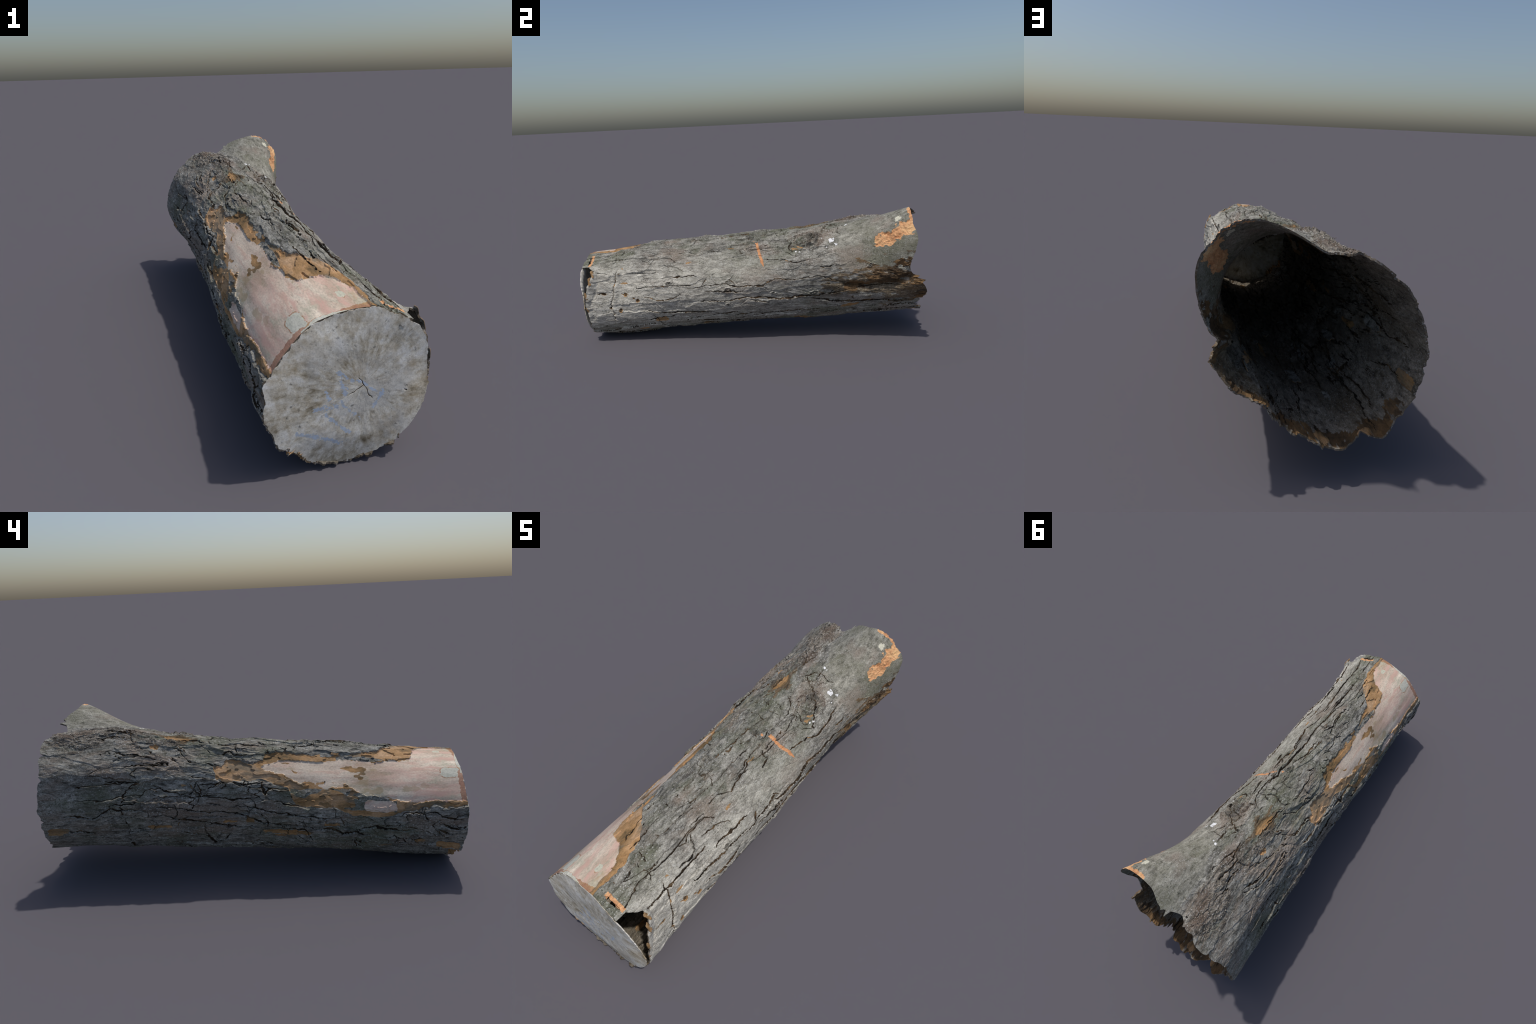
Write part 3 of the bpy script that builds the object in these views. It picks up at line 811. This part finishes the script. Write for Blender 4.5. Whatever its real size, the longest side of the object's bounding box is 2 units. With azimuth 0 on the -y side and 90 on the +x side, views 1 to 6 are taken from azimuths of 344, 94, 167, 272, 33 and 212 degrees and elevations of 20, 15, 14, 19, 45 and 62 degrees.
# broken thickness of the bark along every open edge (mouth, sawn end, holes)
kq = Fq[keep]
e = np.concatenate([kq[:, [0, 1]], kq[:, [1, 2]], kq[:, [2, 3]], kq[:, [3, 0]]])
key = np.sort(e, 1)
key = key[:, 0].astype(np.int64) * len(V) + key[:, 1]
uniq, first, cnt = np.unique(key, return_index=True, return_counts=True)
rim = e[first[cnt == 1]]
used_v, inv = np.unique(rim, return_inverse=True)
inv = inv.reshape(rim.shape)
nv = len(used_v)
v = np.concatenate([V[used_v], Vi[used_v]])
f = np.stack([inv[:, 0], inv[:, 0] + nv, inv[:, 1] + nv, inv[:, 1]], -1)
add_object("broken_edge", make_mesh("broken_edge", v, f, [bark_material("broken_bark_edge", (.06, .05, .04), (.17, .14, .11), (.30, .25, .19), (.14, .10, .06), (.20, .14, .08))]), root)

# ------------------------------------------------------------------ sawn face
RINGS = 150
cols = np.arange(0, COLS, 2)
ca = ang[cols]
ysaw = round_spline(SAWN, ca)
in_hole = (smooth(38, 43, deg) * (1 - smooth(140, 146, deg)))[cols]
bark_rim = (height + detail)[:8].mean(0)
bark_rim = (np.roll(bark_rim, 3) + np.roll(bark_rim, -3) + np.roll(bark_rim, 7) + np.roll(bark_rim, -7) + bark_rim)[cols] / 5
rsaw = radius(ca, ysaw) + np.where(in_hole > .5, -round_spline(SAWN_INSET, ca), bark_rim) - .002
edge_p = np.stack([axis_x(ysaw) + rsaw * np.sin(ca), ysaw, axis_z(ysaw) + rsaw * np.cos(ca)], -1)
centre = np.array([-.040, -.982, .274])
tt = np.linspace(0.004, 1, RINGS)[:, None, None]
face = centre + (edge_p[None] - centre) * tt
far = smooth(.55, 1, tt[..., 0])
ymid = -.981 - .030 * face[..., 0] - .012 * (face[..., 2] - .27)
face[..., 1] = ymid * (1 - far) + face[..., 1] * far - .0015
fx = face * np.array([1, 0, 1])
face[..., 1] += .0012 * fbm(fx, 12, 3, 1, 4.0) + .0002 * fbm(fx, 90, 2, 1, 6.0)
face[-1] += (edge_p - centre) / np.linalg.norm(edge_p - centre, axis=1, keepdims=True) * (.006 * fbm(edge_p, 45, 3, 1, 8.0) - .001)[:, None]


def near_stroke(points, width, taper=True):
    q = np.array(points, float)
    X, Z = face[..., 0] + .004 * fbm(fx, 40, 2, 1, 66.0), face[..., 2] + .004 * fbm(fx, 40, 2, 1, 68.0)
    best = np.full(X.shape, 9.0)
    for a, b in zip(q[:-1], q[1:]):
        d = b - a
        t = np.clip(((X - a[0]) * d[0] + (Z - a[1]) * d[1]) / (d @ d), 0, 1)
        best = np.minimum(best, np.hypot(X - a[0] - t * d[0], Z - a[1] - t * d[1]))
    return best / width


chalk = np.full(face.shape[:2], 9.0)
for stroke, w in [([(-.110, .328), (-.086, .254)], .011), ([(-.105, .325), (-.091, .309), (-.039, .282), (.007, .245)], .007), ([(.002, .202), (.026, .245)], .011),
                  ([(-.148, .275), (-.132, .241), (-.110, .212)], .008), ([(-.103, .234), (-.041, .167)], .007), ([(-.182, .221), (-.132, .221)], .010),
                  ([(-.146, .196), (-.070, .121)], .009), ([(-.231, .149), (-.152, .121), (-.091, .080)], .010), ([(-.122, .109), (-.095, .077)], .007)]:
    chalk = np.minimum(chalk, near_stroke(stroke, w))
chalk_on = chalk + 1.3 * np.abs(fbm(fx, 45, 3, 1, 12.0)) + .5 * fbm(fx, 200, 2, 1, 13.0) < .85
split = np.full(face.shape[:2], 9.0)
for stroke, w in [([(-.075, .251), (-.035, .274), (-.051, .300)], .0009), ([(-.035, .274), (-.007, .228)], .0008), ([(.098, .236), (.104, .228)], .0012)]:
    split = np.minimum(split, near_stroke(stroke, w))
split_on = split < 1
face[..., 1] += .0015 * np.exp(-split ** 2)
knot_on = (np.hypot(face[..., 0] - .066, face[..., 2] - .444) + .006 * fbm(fx, 60, 2, 1, 3.0)) < .007

n = Nodes("sawn_wood", .85)
flat = n.coords((1, .02, 1), wobble=.03, wscale=6)
spoke = n.t.nodes.new("ShaderNodeCombineXYZ")       # saw streaks fanning out from the heart
rx, rz = n.math("ADD", n.axis(0), .040), n.math("SUBTRACT", n.axis(2), .274)
n.put(spoke.inputs[0], n.math("MULTIPLY", n.math("ARCTAN2", rx, rz), 3.0))
n.put(spoke.inputs[1], n.math("MULTIPLY", n.math("SQRT", n.math("ADD", n.math("MULTIPLY", rx, rx), n.math("MULTIPLY", rz, rz))), 7.0))
rays = n.noise(3.2, 5, .65, spoke.outputs[0])
broad = n.noise(7, 5, .62, flat)
col = n.ramp(n.math("ADD", n.math("MULTIPLY", broad, .52), n.math("MULTIPLY", rays, .48)), [(.38, (.27, .225, .15)), (.45, (.58, .52, .41)), (.52, (.80, .755, .65)), (.60, (.94, .91, .84))])
col = n.mix(col, n.mix(col, (.60, .53, .42), .6, 'MULTIPLY'), n.ramp(n.noise(22, 5, .65, n.coords((1, .02, 1), wobble=.03, wscale=15, loc=(3, 0, 6))), [(.46, 0), (.62, 1)]))
col = n.mix(col, (.36, .26, .13), n.ramp(n.noise(9, 4, .6, n.coords((1, .02, 1), loc=(4, 0, 2))), [(.55, 0), (.68, .65)]))
col = n.mix(col, (.70, .68, .63), n.ramp(n.noise(6, 3, .6, n.coords((1, .02, 1), loc=(8, 0, 3))), [(.50, 0), (.66, .7)]))
col = n.mix(col, (.09, .085, .075), n.ramp(n.noise(55, 4, .65, n.coords((1, .02, 1), loc=(1, 0, 1))), [(.28, .75), (.40, 0)]))
col = n.mix(col, n.ramp(n.noise(240, 3, .6), [(.3, .75), (.5, 1), (.7, 1.15)]), .8, "MULTIPLY")
M["sawn"] = n.done(col, n.math("ADD", rays, n.noise(120, 3)), .12, .002)
n = Nodes("blue_chalk", .9)
M["chalk"] = n.done(n.ramp(n.noise(90, 3), [(.35, (.50, .54, .58)), (.6, (.56, .64, .76))]))

nc = len(cols)
Vf = face.reshape(-1, 3)
Ff = grid_faces(RINGS, nc)[..., ::-1]
Nf = np.cross(np.roll(face, -1, 1) - np.roll(face, 1, 1), np.gradient(face, axis=0))
Nf /= np.linalg.norm(Nf, axis=-1, keepdims=True) + 1e-12
if Nf[..., 1].mean() > 0:
    Nf = -Nf
lab = np.zeros(face.shape[:2], int)
lab[chalk_on] = 1
lab[split_on] = 2
face[..., 1] += .004 * knot_on
lab = lab[:-1]
inner_v = face[0]
for k, (nm, m) in enumerate((("sawn_face", M["sawn"]), ("chalk_mark", M["chalk"]), ("face_crack", M["fissure"]))):
    v, f, nn = submesh(Ff[lab == k], Vf, Nf.reshape(-1, 3))
    add_object(nm, make_mesh(nm, v, f, [m], None, nn), root)
# its back and edge, closing the slab of wood
back = face[[0, 60, 120, RINGS - 1]].copy()
back[..., 1] = back[..., 1] + .004
side = np.concatenate([face[-1:], back[::-1], np.broadcast_to(centre + [0, .002, 0], (1, nc, 3))])
v = side.reshape(-1, 3)
add_object("sawn_slab", make_mesh("sawn_slab", v, grid_faces(len(side), nc)[..., ::-1], [M["sawn"]]), root)
pith = np.concatenate([face[0], [face[0].mean(0)]])
tri = np.stack([np.arange(nc), np.full(nc, nc), (np.arange(nc) + 1) % nc], -1)
add_object("pith", make_mesh("pith", pith, tri, [M["sawn"]]), root)


# ------------------------------------------------------------------ loose pieces
def on_log(y, a, lift=0.0):
    """point, outward, along and sideways directions at (y, degrees) on the outer face"""
    j = int(round((a % 360) / 360 * COLS)) % COLS
    i = int(np.clip(np.searchsorted(Y[:, j], y), 1, ROWS - 2))
    p, nrm = OUTER[i, j], N.reshape(ROWS, COLS, 3)[i, j]
    near = BASE[i, j] - BASE[i - 1, j]
    t = near / np.linalg.norm(near)
    nrm = OUT[i, j] * .6 + nrm * .4
    nrm = nrm - t * (nrm @ t)
    nrm /= np.linalg.norm(nrm)
    return p + nrm * lift, nrm, t, np.cross(t, nrm)


def flake_mesh(length, width, thick, curl, seed, mats, sides=18):
    """a curled chip of bark with a ragged outline and real thickness"""
    rng = np.random.default_rng(seed)
    th = np.arange(sides) / sides * TAU
    r = 1 + rng.normal(0, .13, sides)
    verts, faces, slots = [], [], []
    rings = (0, .5, .85, 1.0)
    for top in (1, 0):
        for k in rings[1:]:
            for a, rr in zip(th, r):
                x = math.copysign(abs(math.cos(a)) ** .7, math.cos(a)) * length * .5 * k * rr
                y = math.copysign(abs(math.sin(a)) ** .7, math.sin(a)) * width * .5 * k * rr
                z = curl * (y / width * 2) ** 2 * width * .5 + curl * .5 * (x / length * 2) ** 2 * width * .4
                verts.append((x, y, z + (thick * (1 if k < 1 else .6) if top else 0) + rng.normal(0, thick * .12)))
        verts.append((0, 0, thick * top))
    m = sides * 3 + 1
    for top, off in ((1, 0), (0, m)):
        for k in range(2):
            for q in range(sides):
                a, b = off + k * sides + q, off + k * sides + (q + 1) % sides
                f = (a, b, b + sides, a + sides)
                faces.append(f[::-1] if top else f)
                slots.append(0 if top else 1)
        for q in range(sides):
            f = (off + m - 1, off + q, off + (q + 1) % sides)
            faces.append(f if top else f[::-1])
            slots.append(0 if top else 1)
    for q in range(sides):
        a, b = 2 * sides + q, 2 * sides + (q + 1) % sides
        faces.append((a, b, b + m, a + m)[::-1])
        slots.append(1)
    me = bpy.data.meshes.new("bark_flake")
    me.from_pydata(verts, [], faces)
    for x in mats:
        me.materials.append(x)
    me.polygons.foreach_set("material_index", slots)
    me.polygons.foreach_set("use_smooth", [True] * len(faces))
    me.update()
    return me


from mathutils import Matrix, Vector


def place(ob, y, a, lift, turn=0.0, tilt=0.0):
    p, nrm, t, b = on_log(y, a, lift)
    m = Matrix((Vector(t), Vector(b), Vector(nrm))).transposed().to_4x4()
    ob.matrix_local = Matrix.Translation(Vector(p)) @ m @ Matrix.Rotation(turn, 4, "Z") @ Matrix.Rotation(tilt, 4, "X")


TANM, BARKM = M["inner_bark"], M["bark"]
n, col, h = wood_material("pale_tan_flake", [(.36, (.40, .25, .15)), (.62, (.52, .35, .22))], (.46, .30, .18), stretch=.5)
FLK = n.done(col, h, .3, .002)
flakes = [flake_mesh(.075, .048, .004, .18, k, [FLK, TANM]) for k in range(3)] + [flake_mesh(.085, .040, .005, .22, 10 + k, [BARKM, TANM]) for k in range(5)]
for y, a, kind, sc, turn, tilt in [(.100, 309.5, 0, .95, .1, -.12), (.125, 320, 1, .62, .3, .2), (-.10, 336, 2, 1.2, 0, .1), (-.27, 338, 1, .6, .2, .1),
                                   (-.33, 279.5, 0, 1.25, .03, .05), (-.22, 283, 2, .7, .2, 0), (.06, 288, 1, .45, .1, .2), (-.40, 340, 0, .5, .2, 0)]:
    ob = add_object("bark_flake", flakes[kind], root)
    place(ob, y, a, -.001, turn, tilt)
    ob.scale = (sc, sc, sc)
for y, a, turn, tilt, sc in [(-.925, 57, 1.3, .35, .5), (-.93, 66, 1.5, .3, .55), (-.955, 84, 1.4, .2, .5), (-.96, 104, 1.2, .2, .45)]:
    ob = add_object("bark_flake", flakes[3 + int(a) % 5], root)
    place(ob, y, a, .001, turn, tilt)
    ob.scale = (sc, sc * .8, sc)
for k in range(54):
    while True:
        y, a = RNG.uniform(-.9, .75), RNG.uniform(20, 300)
        if (140 < a < 225 and y < -.7) or (a < 60 and y > .3) or (y < -.85 and 40 < a < 120):
            continue
        if 60 < a < 120 and RNG.random() < .6:
            continue
        break
    ob = add_object("bark_flake", flakes[3 + k % 5], root)
    place(ob, y, a, -.0035, RNG.normal(0, .15), RNG.normal(0, .06))
    sc = RNG.uniform(.55, 1.1)
    ob.scale = (sc * RNG.uniform(.9, 1.5), sc * .8, sc)

# straws and grit caught in the crotch and on top
verts, faces = [], []
straw_rng = np.random.default_rng(5)
for k in range(46):
    pick = straw_rng.random()
    if pick < .35:
        y, a = straw_rng.normal(.70, .03), straw_rng.normal(351, 3)
    elif pick < .8:
        y, a = straw_rng.normal(.84, .07), straw_rng.normal(344, 8)
    else:
        y, a = straw_rng.normal(.5, .12), straw_rng.normal(345, 8)
    if y > .93:
        continue
    p, nrm, t, b = on_log(y, a, .002)
    dirn = t * straw_rng.normal() + b * straw_rng.normal() + nrm * .15
    dirn /= np.linalg.norm(dirn)
    bend = np.cross(dirn, nrm) * straw_rng.normal(0, .5)
    L, w = straw_rng.uniform(.010, .030), straw_rng.uniform(.0005, .0010)
    o = len(verts)
    for q in range(5):
        u = q / 4 - .5
        c = p + dirn * L * u + bend * L * (u * u) + nrm * (.003 * (1 - 4 * u * u))
        sidev = np.cross(dirn, nrm)
        for z in range(4):
            verts.append(c + (sidev * math.cos(z * math.pi / 2) + nrm * math.sin(z * math.pi / 2)) * w)
    for q in range(4):
        for z in range(4):
            faces.append((o + q * 4 + z, o + q * 4 + (z + 1) % 4, o + q * 4 + 4 + (z + 1) % 4, o + q * 4 + 4 + z))
n = Nodes("dry_straw", .8)
M["straw"] = n.done(n.ramp(n.noise(40), [(.35, (.16, .13, .09)), (.5, (.36, .32, .25)), (.65, (.60, .56, .48))]))
ob = add_object("straw", make_mesh("straw", np.array(verts), np.array(faces), [M["straw"]]), root)
ob["kind"] = "stuff"

# grit: little crumbs of bark
verts, faces = [], []
for k in range(130):
    if straw_rng.random() < .75:
        y, a = straw_rng.normal(.78, .10), straw_rng.normal(347, 9)
    else:
        y, a = straw_rng.uniform(-.6, .6), straw_rng.normal(350, 12) if straw_rng.random() < .4 else straw_rng.uniform(285, 345)
    if y > .93 or (y < .2 and a < 345 and straw_rng.random() < .8):
        continue
    p, nrm, t, b = on_log(y, a, 0)
    r = straw_rng.uniform(.0015, .0042)
    o = len(verts)
    for dvec in (t, b, -t, -b, nrm, -nrm):
        verts.append(p + dvec * r * straw_rng.uniform(.6, 1.4) + nrm * r * .3)
    for q in range(4):
        faces.append((o + q, o + (q + 1) % 4, o + 4))
        faces.append((o + (q + 1) % 4, o + q, o + 5))
n = Nodes("bark_grit", .9)
M["grit"] = n.done(n.ramp(n.noise(55), [(.38, (.07, .06, .05)), (.5, (.24, .21, .17)), (.66, (.60, .56, .48))]))
ob = add_object("bark_crumb", make_mesh("bark_crumb", np.array(verts), np.array(faces), [M["grit"]]), root)
ob["kind"] = "stuff"
